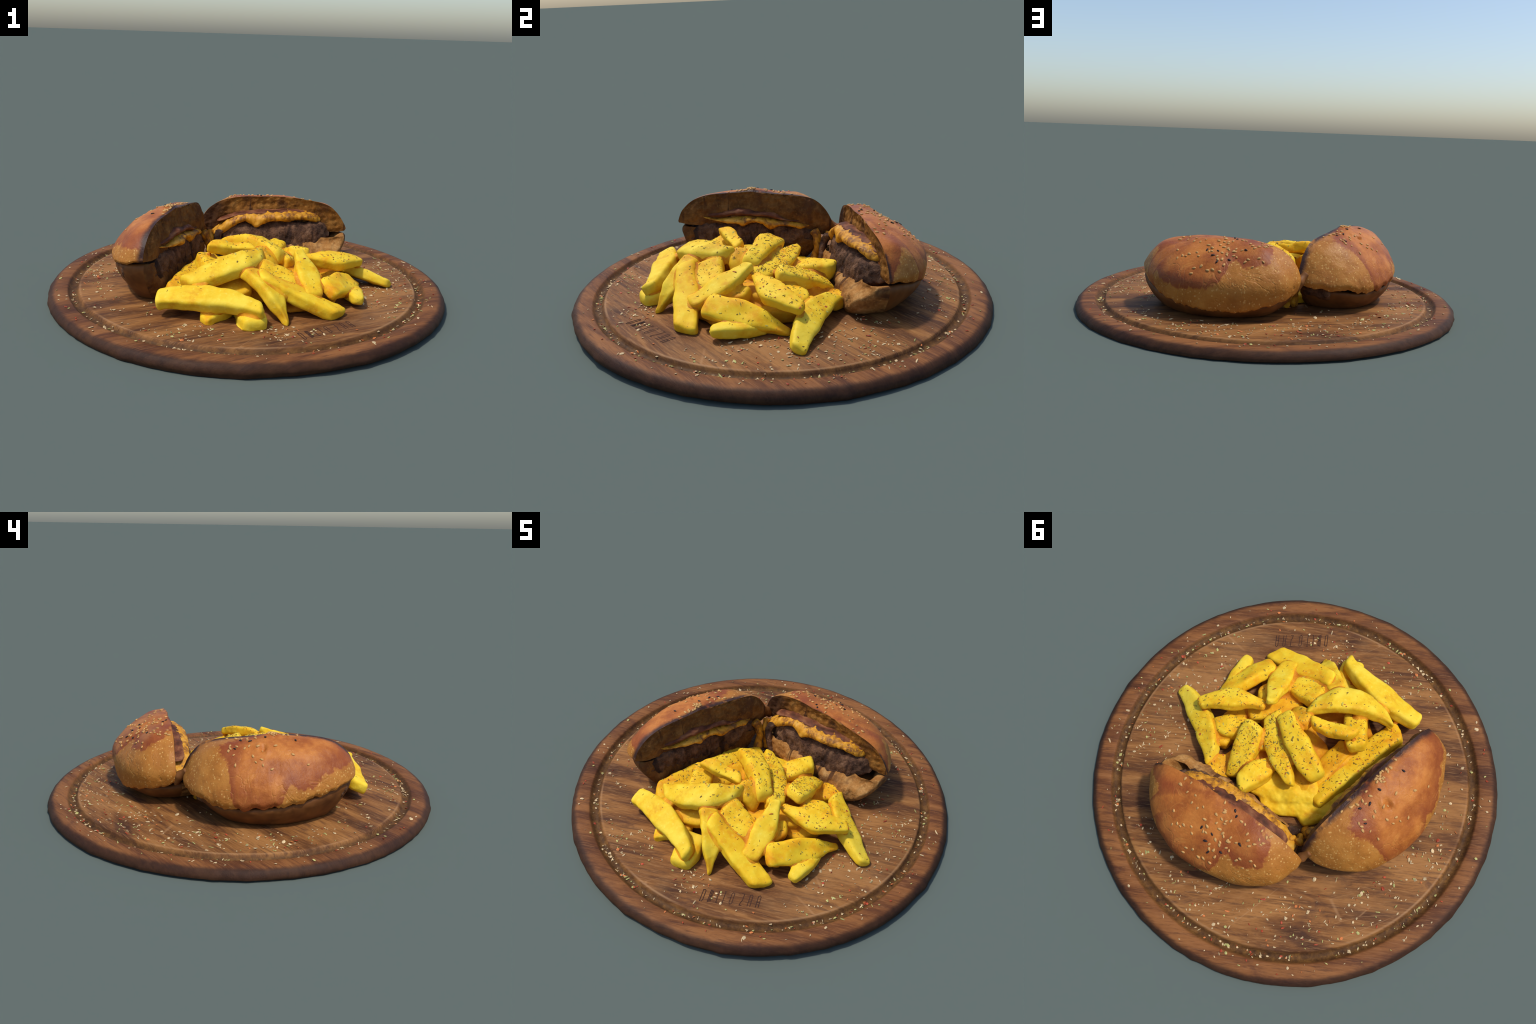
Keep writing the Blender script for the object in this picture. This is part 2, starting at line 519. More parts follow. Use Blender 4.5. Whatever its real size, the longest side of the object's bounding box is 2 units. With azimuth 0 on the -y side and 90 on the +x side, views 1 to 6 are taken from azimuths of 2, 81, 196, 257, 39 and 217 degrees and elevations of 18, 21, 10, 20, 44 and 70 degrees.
def bun_shell(name, half, outline, mid, end0, end1, zl, zt, front, mats, n_lev=84, n_arc=220, n_cut=110,
              bump=0.004, lip_noise=0.0, crack=None, seed=0, lumps=(), rim_off=lambda s: 0.0):
    """half-round body: an arc of crust closed by a cut face, lofted through level loops.
    mid / end0 / end1: (radius share, height share) profiles at the back and at both cut ends."""
    pm, p0, p1 = profile_curve(mid, n_lev), profile_curve(end0, n_lev), profile_curve(end1, n_lev)
    verts, ring = [], n_arc + n_cut
    for i in range(n_lev):
        arc = []
        for j in range(n_arc + 1):
            phi = PI * j / n_arc
            w = math.sin(phi) ** 0.9
            pe = p0[i] if phi < PI / 2 else p1[i]
            rho, h = lerp(pe[0], pm[i][0], w), lerp(pe[1], pm[i][1], w)
            lip = zl(phi)
            if lip_noise:
                lip += lip_noise * (fbm((math.cos(phi), math.sin(phi), seed), 7, 3)) * (1 - smooth(0.0, 0.5, abs(h)))
            z = lip + h * (zt - lip)
            R = outline(phi) * rho
            p = Vector((R * math.cos(phi), R * math.sin(phi), z))
            # lumps and fine skin relief
            nrm = Vector((math.cos(phi), math.sin(phi), 0.8)).normalized()
            k = smooth(0.0, 0.06, p.y)
            for ls, ld, lr, lz in lumps:
                p.z += lz * math.exp(-((p.x - ls) ** 2 + (p.y - ld) ** 2) / (lr * lr)) * smooth(0.0, 0.10, p.z - lip)
            amp = bump * (fbm(p, 5, 3, (seed, 0, 0)) * 1.3 + 0.35 * fbm(p, 22, 2, (0, seed, 0)) + 0.12 * nz(p, 80))
            p += nrm * amp * (0.35 + 0.65 * k)
            if crack:
                for pts, dep, wid in crack:
                    dd = min(seg_dist(p, u, v) for u, v in zip(pts, pts[1:]))
                    dd += 0.004 * nz(p, 60)
                    p -= nrm * dep * (1 - smooth(0, wid, dd))
            # the knife did not run quite straight
            p.y += rim_off(p.x) * (1 - smooth(0.0, 0.12, p.y))
            arc.append(p)
        verts += arc
        a, b = arc[-1], arc[0]
        for j in range(1, n_cut):
            t = j / n_cut
            p = a.lerp(b, t)
            e = min(t, 1 - t) * (b - a).length
            p.y += rim_off(p.x) - lerp(rim_off(a.x), rim_off(b.x), t)
            p.y += front(p.x, p.z) * smooth(0.0, 0.05, e)
            rough = 0.007 * fbm((p.x, seed, p.z * 0.45), 17, 3) + 0.005 * fbm((p.x, seed, p.z), 45, 2)
            p.y += rough * smooth(0.0, 0.04, e) * smooth(0.0, 0.1, (b - a).length)
            verts.append(p)
    ring = n_arc + n_cut
    faces = loops_to_faces(n_lev, ring)
    idx = []
    for f in range(len(faces)):
        idx.append(0 if f % ring < n_arc else 1)
    # caps
    for lev, fl in ((0, True), (n_lev - 1, False)):
        c = sum((verts[lev * ring + j] for j in range(ring)), Vector()) / ring
        verts.append(c)
        ci = len(verts) - 1
        for j in range(ring):
            a, b = lev * ring + j, lev * ring + (j + 1) % ring
            faces.append((ci, b, a) if fl else (ci, a, b))
            idx.append(0 if fl else 1)
    return make(name, verts, [f[::-1] for f in faces], mats, idx, 48, half)


def seg_dist(p, a, b):
    a, b = Vector(a), Vector(b)
    d = b - a
    t = max(0, min(1, (p - a).dot(d) / d.length_squared))
    return (p - a - d * t).length


def slice_layer(name, half, zb, zt, front, back, s0, s1, mat, rough=0.004, n=150, k=36, power=3.0, seed=0, freq=14, lean=0.0):
    """a slab that runs along the cut: rounded cross-sections lofted from s0 to s1.
    zb, zt: its lower and upper edge; front: how far it stands out of the cut."""
    verts = []
    for i in range(n):
        t = i / (n - 1)
        s = lerp(s0, s1, t)
        edge = min(t, 1 - t) * (s1 - s0)
        e = math.sqrt(max(0.0, 1 - (1 - min(1, edge / 0.045)) ** 2))
        lo, hi = zb(s), zt(s)
        cz, hz = (lo + hi) / 2, (hi - lo) / 2
        f, bk = front(s), back(s)
        cy, hy = (f + bk) / 2, (bk - f) / 2
        for j in range(k):
            a = 2 * PI * j / k
            ca, sa = math.cos(a), math.sin(a)
            q = (abs(ca) ** power + abs(sa) ** power) ** (-1 / power)
            y, z = -ca * q * hy, sa * q * hz * (0.15 + 0.85 * e)
            p = Vector((s, cy + y * (0.5 + 0.5 * e) + lean * z * (ca > 0), cz + z))
            d = Vector((0, -ca, sa))
            amp = rough * (1.2 * fbm((p.x, p.y, p.z * 0.7), freq, 3, (seed, 0, 0)) + 0.5 * fbm(p, freq * 3.2, 2, (0, seed, 0)))
            p += d * amp
            verts.append(p)
    faces = loops_to_faces(n, k)
    faces.append(tuple(range(k))[::-1])
    faces.append(tuple((n - 1) * k + j for j in range(k)))
    return make(name, verts, faces, [mat], parent=half)


def strand(name, half, pts, radii, mat, seed=0, k=14, n=30):
    xs = [[(i, p[c]) for i, p in enumerate(pts)] for c in range(3)]
    rs = [(i, r) for i, r in enumerate(radii)]
    verts = []
    m = len(pts) - 1
    prev = None
    for i in range(n):
        t = m * i / (n - 1)
        c = Vector([pw(x, t) for x in xs])
        t2 = min(m, t + 0.02)
        t1 = max(0, t - 0.02)
        tan = (Vector([pw(x, t2) for x in xs]) - Vector([pw(x, t1) for x in xs])).normalized()
        u = tan.orthogonal().normalized() if prev is None else (prev - tan * prev.dot(tan)).normalized()
        prev = u
        v = tan.cross(u)
        r = pw(rs, t)
        if i in (0, n - 1):
            r *= 0.3
        for j in range(k):
            a = 2 * PI * j / k
            rr = r * (1 + 0.35 * nz((c.x + math.cos(a) * r, c.y + math.sin(a) * r, c.z), 30, (seed, 0, 0)))
            verts.append(c + u * math.cos(a) * rr + v * math.sin(a) * rr)
    faces = loops_to_faces(n, k)
    faces.append(tuple(range(k))[::-1])
    faces.append(tuple((n - 1) * k + j for j in range(k)))
    return make(name, verts, faces, [mat], parent=half)


def curve_fn(pts):
    return lambda x: pw(pts, x)


def deg_fn(pts):
    q = [(math.radians(a), v) for a, v in pts]
    return lambda x: pw(q, x)


def seed_mesh(name, mat, L=0.0105, w=0.0062, h=0.0042):
    verts, n, k = [], 9, 10
    for i in range(n):
        t = i / (n - 1)
        x = lerp(-L, L, t)
        r = math.sqrt(max(0.001, 1 - (2 * t - 1) ** 2)) * (1.0 - 0.45 * t)
        for j in range(k):
            a = 2 * PI * j / k
            verts.append((x, w * 1.25 * r * math.cos(a), h * 1.25 * r * math.sin(a)))
    me = bpy.data.meshes.new(name)
    f = loops_to_faces(n, k)
    f.append(tuple(range(k))[::-1])
    f.append(tuple((n - 1) * k + j for j in range(k)))
    me.from_pydata(verts, [], f)
    me.polygons.foreach_set("use_smooth", [True] * len(me.polygons))
    me.materials.append(mat)
    return me


SEED_TAN = seed_mesh("sesame_seed", plain("toasted_sesame", (0.54, 0.300, 0.100), 0.5, 0.35, 60))
SEED_BLACK = seed_mesh("black_sesame_seed", plain("black_sesame", (0.022, 0.014, 0.014), 0.4, 0.4, 90), 0.0115)


def scatter_seeds(bun, spots, mesh, name, rng):
    me = bun.data
    bvh = BVHTree.FromPolygons([v.co for v in me.vertices], [p.vertices for p in me.polygons])
    for s, d in spots:
        hit, nrm, _, _ = bvh.ray_cast(Vector((s, max(d, 0.012), 1.0)), Vector((0, 0, -1)))
        if hit is None:
            continue
        if nrm.z < 0:
            nrm = -nrm
        ob = bpy.data.objects.new(name, mesh)
        SCN.collection.objects.link(ob)
        ob.parent = bun
        q = nrm.to_track_quat("Z", "Y").to_matrix().to_4x4()
        sc = rng.uniform(0.70, 1.0)
        ob.matrix_local = (Matrix.Translation(hit + nrm * 0.0016) @ q @ Matrix.Rotation(rng.uniform(0, 2 * PI), 4, "Z")
                           @ Matrix.Rotation(rng.uniform(-0.18, 0.18), 4, "Y") @ Matrix.Diagonal((sc, sc * rng.uniform(0.85, 1.1), sc, 1)))


def jitter(spots, rng, extra, amount, dmax):
    out = list(spots)
    for _ in range(extra):
        s, d = rng.choice(spots)
        out.append((s + rng.gauss(0, amount), min(dmax, max(0.012, d + rng.gauss(0, amount)))))
    return out


# ---- half at the back right (cut faces the viewer of view 1)
def build_half_back():
    H = half_frame("burger_half", (-0.270, 0.340), (0.515, 0.374), "half of a cheeseburger in a glazed seeded bun, cut face forward")
    outline = deg_fn([(0, .405), (5, .402), (20, .372), (38, .345), (62, .318), (90, .302), (110, .310), (130, .345), (142, .374), (154, .404), (166, .410), (175, .413), (180, .412)])
    zl = deg_fn([(0, .224), (8, .218), (18, .195), (40, .160), (70, .122), (110, .108), (140, .122), (160, .155), (180, .178)])
    mid = [(0.03, .985), (.14, .977), (.3, .925), (.5, .835), (.7, .715), (.86, .58), (.96, .46), (1.0, .32), (.98, .11), (.955, -.015), (.90, -.01), (.80, .15), (.68, .36), (.5, .46)]
    e0 = [(.03, .985), (.15, .98), (.4, .955), (.62, .86), (.78, .72), (.88, .52), (.95, .32), (1.0, .11), (.995, .035), (.965, -.005), (.86, -.03), (.76, .03), (.66, .27), (.5, .46)]
    e1 = [(.03, .985), (.15, .98), (.42, .955), (.7, .84), (.84, .69), (.92, .54), (.965, .40), (.995, .22), (.99, .10), (.97, 0.0), (.9, -.02), (.80, .12), (.66, .33), (.5, .46)]
    face = curve_fn([(0.15, -0.010), (0.24, -0.006), (0.30, -0.006), (0.335, -0.002), (0.36, 0.002), (0.385, 0.002), (0.41, 0.0)])
    glaze = crust_material("glazed_bun_crust", [(0, .47), (.03, .54), (.065, .63), (.096, .67), (.13, .63), (.165, .36), (.205, .30), (.225, .50), (.27, .44), (.33, .41), (.40, .40), (.47, .41), (.56, .43), (.62, .55),
                                                (.68, .655), (.735, .595), (.79, .61), (.84, .66), (.90, .72), (.95, .77), (1, .80)])
    crack = [([(-.315, .105, .335), (-.345, .14, .27), (-.385, .115, .215), (-.41, .09, .17)], 0.007, 0.008)]
    bun = bun_shell("top_bun", H, outline, mid, e0, e1, zl, 0.408, lambda s, z: face(z) * pw([(-.3, -.2), (-.2, 1), (.20, 1), (.28, -.1), (.4, -.1)], s), [glaze, CRUMB], crack=crack, lip_noise=0.012, seed=3,
                    rim_off=curve_fn([(-.42, .036), (-.37, .034), (-.31, .027), (-.2, .020), (-.08, .009), (.02, .008), (.12, 0), (.4, 0)]),
                    lumps=[(.0, .13, .012, .006), (.02, .10, .05, .004), (-.24, .15, .09, .022), (-.05, .22, .06, .012), (.31, .09, .05, .012), (.18, .05, .06, -.010)])
    # bottom bun: an upturned bowl-like crust with the cut crumb pushed forward
    rim = deg_fn([(0, .208), (10, .198), (25, .172), (50, .142), (90, .112), (130, .115), (160, .145), (180, .150)])
    bmid = [(.74, .30), (.78, .75), (.84, 1.0), (.90, .96), (.90, .75), (.845, .50), (.78, .27), (.71, .09), (.63, .0), (.5, 0)]
    be0 = [(.78, .45), (.86, .85), (.94, 1.0), (.99, .97), (1.0, .82), (.955, .55), (.885, .28), (.81, .09), (.73, .0), (.5, 0)]
    be1 = [(.66, .45), (.72, .85), (.78, 1.0), (.84, .97), (.86, .82), (.82, .55), (.75, .28), (.68, .09), (.58, .0), (.5, 0)]
    def low(s, z):
        f = pw([(0.05, -0.140), (0.085, -0.150), (0.12, -0.145), (0.15, -0.130), (0.18, -0.085), (0.21, -0.070)], z)
        return f * pw([(-.4, .45), (-.2, .75), (0.0, .95), (.2, 1.0), (.4, 1.0)], s)
    zbot = board_top(0.12, 0.4) - 0.002
    # heights of the bottom bun are shares of the local rim height
    bun_bowl("bottom_bun", H, outline, bmid, be0, be1, rim, zbot, low, seed=8, corner=0.28)
    slice_layer("beef_patty", H, curve_fn([(-.30, .10), (-.1, .105), (.1, .115), (.2, .135), (.25, .150), (.30, .175)]),
                curve_fn([(-.31, .22), (-.2, .262), (0, .275), (.15, .280), (.24, .280), (.29, .262), (.31, .235)]),
                curve_fn([(-.31, -.045), (-.2, -.075), (0, -.102), (.1, -.100), (.18, -.088), (.25, -.066), (.31, -.03)]), lambda s: 0.13, -.315, .318, PATTY,
                lean=0.30, rough=0.012, power=4, seed=2, freq=15, n=190, k=54)
    slice_layer("melted_cheese", H, curve_fn([(-.345, .175), (-.30, .185), (-.27, .20), (-.224, .232), (-.16, .272), (-.125, .25), (-.097, .228), (-.07, .25), (-.03, .268), (.03, .272), (.085, .276), (.15, .284), (.21, .276), (.25, .262)]),
                curve_fn([(-.345, .205), (-.30, .240), (-.26, .279), (-.197, .306), (-.106, .322), (0, .330), (.118, .332), (.19, .328), (.25, .304)]),
                curve_fn([(-.35, -.05), (-.25, -.060), (-.15, -.070), (-.105, -.080), (-.05, -.078), (.05, -.086), (.12, -.072), (.18, -.058), (.22, -.045), (.26, -.03)]), lambda s: 0.08, -.352, .262, CHEESE,
                lean=0.05, rough=0.006, power=2.4, seed=5, freq=18, n=170)
    slice_layer("ham_slice", H, curve_fn([(-.32, .25), (-.2, .292), (0, .305), (.15, .312), (.24, .294)]),
                curve_fn([(-.32, .264), (-.2, .312), (-.1, .328), (0, .335), (.15, .338), (.24, .314)]),
                curve_fn([(-.32, -.022), (-.2, -.032), (0, -.044), (.10, -.044), (.18, -.032), (.24, -.022)]), lambda s: 0.07, -.315, .245, HAM,
                rough=0.004, power=2.2, seed=9, n=120)
    strand("cheese_drip", H, [(-.355, -.03, .215), (-.345, -.062, .17), (-.33, -.075, .11), (-.31, -.085, .055)], [.020, .019, .014, .02], CHEESE, 2)
    strand("cheese_drip", H, [(-.30, -.055, .225), (-.305, -.078, .17), (-.285, -.095, .11), (-.26, -.10, .06)], [.022, .020, .018, .022], PATTY, 4)
    rng = random.Random(5)
    tan = [(0.201, 0.048), (0.156, 0.063), (0.113, 0.059), (0.112, 0.093), (0.17, 0.157), (0.077, 0.101), (0.055, 0.085), (-0.011, 0.084), (-0.016, 0.022), (-0.029, 0.112), (-0.063, 0.098), (-0.08, 0.076), (-0.121, 0.056), (0.112, 0.199), (0.098, 0.187), (0.064, 0.177), (0.049, 0.199), (0.001, 0.144), (0.006, 0.169), (-0.007, 0.168), (-0.083, 0.144), (-0.059, 0.173), (-0.074, 0.136), (-0.114, 0.134), (-0.107, 0.151), (-0.115, 0.153), (-0.044, 0.202), (-0.085, 0.183), (-0.053, 0.218), (0.015, 0.252), (0.052, 0.28), (-0.021, 0.265), (-0.088, 0.231), (-0.078, 0.261), (-0.17, 0.088), (-0.187, 0.109), (-0.219, 0.108), (-0.226, 0.081), (-0.216, 0.043), (-0.247, 0.057), (-0.262, 0.04), (-0.242, 0.096), (-0.203, 0.125), (-0.191, 0.186), (-0.178, 0.198), (-0.236, 0.171), (-0.259, 0.176), (-0.217, 0.209)]
    black = [(-0.074, 0.031), (-0.091, 0.049), (-0.023, 0.198), (-0.164, 0.139), (-0.104, 0.204), (-0.054, 0.23), (-0.034, 0.161), (0.021, 0.159)]
    scatter_seeds(bun, jitter(tan, rng, 22, 0.03, 0.26), SEED_TAN, "sesame_seed", rng)
    scatter_seeds(bun, black, SEED_BLACK, "black_sesame_seed", rng)
    return H


def bun_bowl(name, half, outline, mid, end0, end1, rim, zbot, front, seed=0, crumb=None, corner=0.6, n_lev=50, n_arc=170, n_cut=110):
    """lower bun half: profiles are (radius share, share of the local rim height)"""
    pm, p0, p1 = profile_curve(mid, n_lev), profile_curve(end0, n_lev), profile_curve(end1, n_lev)
    verts = []
    for i in range(n_lev):
        arc = []
        for j in range(n_arc + 1):
            phi = PI * j / n_arc
            w = math.sin(phi) ** 0.9
            pe = p0[i] if phi < PI / 2 else p1[i]
            rho, h = lerp(pe[0], pm[i][0], w), lerp(pe[1], pm[i][1], w)
            z = zbot + h * (rim(phi) - zbot)
            R = outline(phi) * rho
            p = Vector((R * math.cos(phi), R * math.sin(phi), z))
            amp = 0.0045 * fbm(p, 7, 3, (seed, 0, 0)) + 0.0015 * fbm(p, 30, 2, (seed, 1, 0))
            amp += 0.010 * max(0, fbm((math.cos(phi), math.sin(phi), seed), 9, 2)) * smooth(0.7, 1.0, h) * 0.6
            p += Vector((math.cos(phi), math.sin(phi), 0.3)) * amp * smooth(0, .12, h)
            arc.append(p)
        verts += arc
        a, b = arc[-1], arc[0]
        for j in range(1, n_cut):
            t = j / n_cut
            p = a.lerp(b, t)
            L = (b - a).length
            e = min(t, 1 - t) * L
            f = front(p.x, p.z)
            k = math.sqrt(max(0, 1 - (1 - min(1, e / (0.015 + corner * abs(f)))) ** 2))
            p.y += f * k
            p.y += (0.011 * fbm((p.x, seed, p.z * 0.7), 15, 3) + 0.005 * fbm((p.x, seed, p.z), 50, 2)) * k
            verts.append(p)
    ring = n_arc + n_cut
    faces = loops_to_faces(n_lev, ring)
    idx = [0 if f % ring < n_arc else 1 for f in range(len(faces))]
    # the inner wall is crumb
    for f in range(len(faces)):
        if f // ring < n_lev * 2 // (len(mid) - 1):
            idx[f] = 1
    for lev, fl in ((0, True), (n_lev - 1, False)):
        c = sum((verts[lev * ring + j] for j in range(ring)), Vector()) / ring
        verts.append(c)
        ci = len(verts) - 1
        for j in range(ring):
            a, b = lev * ring + j, lev * ring + (j + 1) % ring
            faces.append((ci, b, a) if fl else (ci, a, b))
            idx.append(1 if fl else 0)
    return make(name, verts, [f[::-1] for f in faces], [LOWER, crumb or CRUMB_PALE], idx, 50, half)


# ---- half at the left (cut faces right)
def build_half_left():
    H = half_frame("burger_half", (-0.456, -0.456), (-0.270, 0.330), "half of a cheeseburger in a glazed seeded bun, cut face inward")
    outline = deg_fn([(0, .422), (5, .410), (11, .406), (20, .395), (34, .374), (47, .357), (62, .330), (85, .309), (110, .308), (134, .330), (155, .378), (163, .407), (172, .416), (180, .411)])
    zl = deg_fn([(0, .188), (25, .175), (48, .160), (64, .166), (90, .175), (112, .188), (135, .210), (155, .238), (180, .268)])
    mid = [(0.03, 1.0), (.10, 1.005), (.22, .975), (.42, .875), (.62, .735), (.74, .60), (.84, .47), (.94, .295), (1.0, .11), (.985, .02), (.955, -.02), (.88, 0.06), (.72, .32), (.5, .42)]
    e0 = [(.03, .965), (.10, .96), (.22, .935), (.45, .89), (.67, .83), (.80, .72), (.90, .52), (.96, .31), (1.0, .14), (.995, .05), (.97, 0.0), (.86, 0.05), (.68, .20), (.5, .42)]
    e1 = [(.03, .965), (.10, .965), (.28, .95), (.55, .91), (.72, .80), (.82, .67), (.90, .49), (.945, .33), (.985, .08), (.985, .015), (.965, -.01), (.86, 0.02), (.74, .15), (.5, .30)]
    face = curve_fn([(0.15, -0.01), (0.24, -0.016), (0.30, -0.022), (0.34, -0.018), (0.37, -0.009), (0.39, -0.005), (0.44, 0.0)])
    glaze = crust_material("glazed_bun_crust_b", [(0, .84), (.06, .84), (.115, .795), (.19, .73), (.27, .645), (.305, .54), (.34, .36), (.365, .31), (.42, .30), (.50, .325), (.555, .38), (.58, .47), (.615, .55), (.65, .50),
                                                  (.70, .50), (.76, .545), (.82, .60), (.88, .62), (.94, .635), (1, .64)], (0.30, 0.46))
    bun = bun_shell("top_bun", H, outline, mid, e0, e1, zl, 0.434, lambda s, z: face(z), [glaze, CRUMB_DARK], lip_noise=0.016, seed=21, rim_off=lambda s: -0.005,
                    crack=[([(.040, .140, .396), (.024, .118, .402), (-.005, .085, .415), (-.03, .05, .43)], 0.008, 0.009)],
                    lumps=[(.22, .10, .06, .012), (.03, .128, .016, -.022), (.05, .115, .016, .008), (.012, .145, .014, .006), (-.02, .03, .03, .006), (-.02, .22, .06, -.008)])
    rim = deg_fn([(0, .170), (30, .158), (48, .148), (64, .154), (90, .163), (112, .176), (135, .198), (155, .226), (180, .252)])
    zbot = board_top(-0.4, -0.1) - 0.002
    bmid = [(.76, .40), (.82, .85), (.88, 1.0), (.93, .97), (.935, .80), (.885, .55), (.81, .32), (.74, .12), (.66, 0), (.5, 0)]
    be0 = [(.60, .40), (.66, .85), (.74, 1.0), (.80, .97), (.80, .80), (.76, .55), (.70, .32), (.63, .12), (.55, 0), (.45, 0)]
    be1 = [(.76, .50), (.84, .85), (.89, 1.0), (.94, .97), (.945, .80), (.90, .54), (.83, .30), (.76, .12), (.69, 0), (.5, 0)]
    def low(s, z):
        f = pw([(0.05, -0.055), (0.09, -0.062), (0.15, -0.058), (0.20, -0.035), (0.25, -0.02)], z)
        return f * pw([(-.4, .8), (-.2, 1.0), (.2, 1.0), (.4, .5)], s)
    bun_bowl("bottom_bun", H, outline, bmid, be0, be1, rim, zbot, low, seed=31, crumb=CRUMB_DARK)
    slice_layer("beef_patty", H, curve_fn([(-.37, .19), (-.33, .14), (-.25, .115), (-.1, .11), (.2, .11), (.33, .115)]),
                curve_fn([(-.37, .235), (-.33, .255), (-.25, .275), (-.1, .275), (.1, .262), (.25, .245), (.34, .21)]),
                curve_fn([(-.37, -.018), (-.3, -.040), (-.2, -.052), (0, -.055), (.2, -.052), (.34, -.03)]), lambda s: 0.13, -.372, .345, PATTY,
                lean=0.08, rough=0.011, power=4, seed=12, freq=15, n=190, k=54)
    slice_layer("melted_cheese", H, curve_fn([(-.27, .298), (-.197, .280), (-.14, .268), (-.11, .264), (-.08, .258), (-.058, .249), (-.02, .268), (.043, .264), (.07, .236), (.10, .234), (.14, .248), (.19, .243), (.24, .226), (.28, .232)]),
                curve_fn([(-.27, .312), (-.196, .298), (-.075, .305), (.0, .303), (.044, .296), (.162, .277), (.241, .262), (.285, .256)]),
                curve_fn([(-.28, -.034), (-.15, -.055), (-.06, -.070), (.0, -.058), (.08, -.068), (.2, -.054), (.29, -.036)]), lambda s: 0.08, -.278, .292, CHEESE,
                rough=0.005, power=2.4, seed=15, freq=18, n=170)
    slice_layer("ham_slice", H, curve_fn([(-.26, .304), (-.15, .300), (-.07, .304), (.05, .296), (.16, .272), (.25, .258)]),
                curve_fn([(-.26, .318), (-.156, .336), (-.095, .348), (.0, .336), (.11, .322), (.16, .292), (.25, .278)]),
                curve_fn([(-.26, -.026), (-.15, -.040), (-.07, -.048), (.05, -.042), (.16, -.038), (.25, -.03)]), lambda s: 0.07, -.262, .262, HAM,
                rough=0.005, power=2.2, seed=19, n=120)
    strand("cheese_drip", H, [(.31, -.03, .225), (.33, -.05, .18), (.325, -.07, .12), (.30, -.085, .055)], [.024, .024, .020, .024], CHEESE, 12)
    strand("bun_shred", H, [(.39, .03, .25), (.415, .02, .225), (.435, .012, .20), (.45, .01, .17)], [.014, .021, .023, .012], LOWER, 16)
    rng = random.Random(9)
    tan = [(-0.129, 0.011), (-0.086, 0.023), (-0.065, 0.027), (-0.012, 0.029), (-0.014, 0.014), (-0.048, 0.011), (0.065, 0.027), (0.065, 0.054), (0.104, 0.044), (0.132, 0.041), (0.103, 0.062), (0.157, 0.031), (0.2, 0.016), (0.094, 0.113), (0.152, 0.107), (0.114, 0.124), (0.182, 0.103), (0.181, 0.119), (0.188, 0.134), (0.163, 0.156), (0.075, 0.169), (0.062, 0.197), (0.029, 0.21), (-0.012, 0.221), (-0.027, 0.118), (-0.106, 0.161), (0.154, 0.199), (-0.176, 0.184), (0.033, 0.128)]
    tan += [(-.022, .022), (-.03, .036), (-.008, .04), (.005, .03), (-.018, .05), (.0, .018)]
    scatter_seeds(bun, jitter(tan, rng, 6, 0.02, 0.2), SEED_TAN, "sesame_seed", rng)
    scatter_seeds(bun, [(0.135, 0.06), (0.09, 0.075), (.02, .06), (-.12, .07), (.16, .12)], SEED_BLACK, "black_sesame_seed", rng)
    return H


build_half_back()
build_half_left()

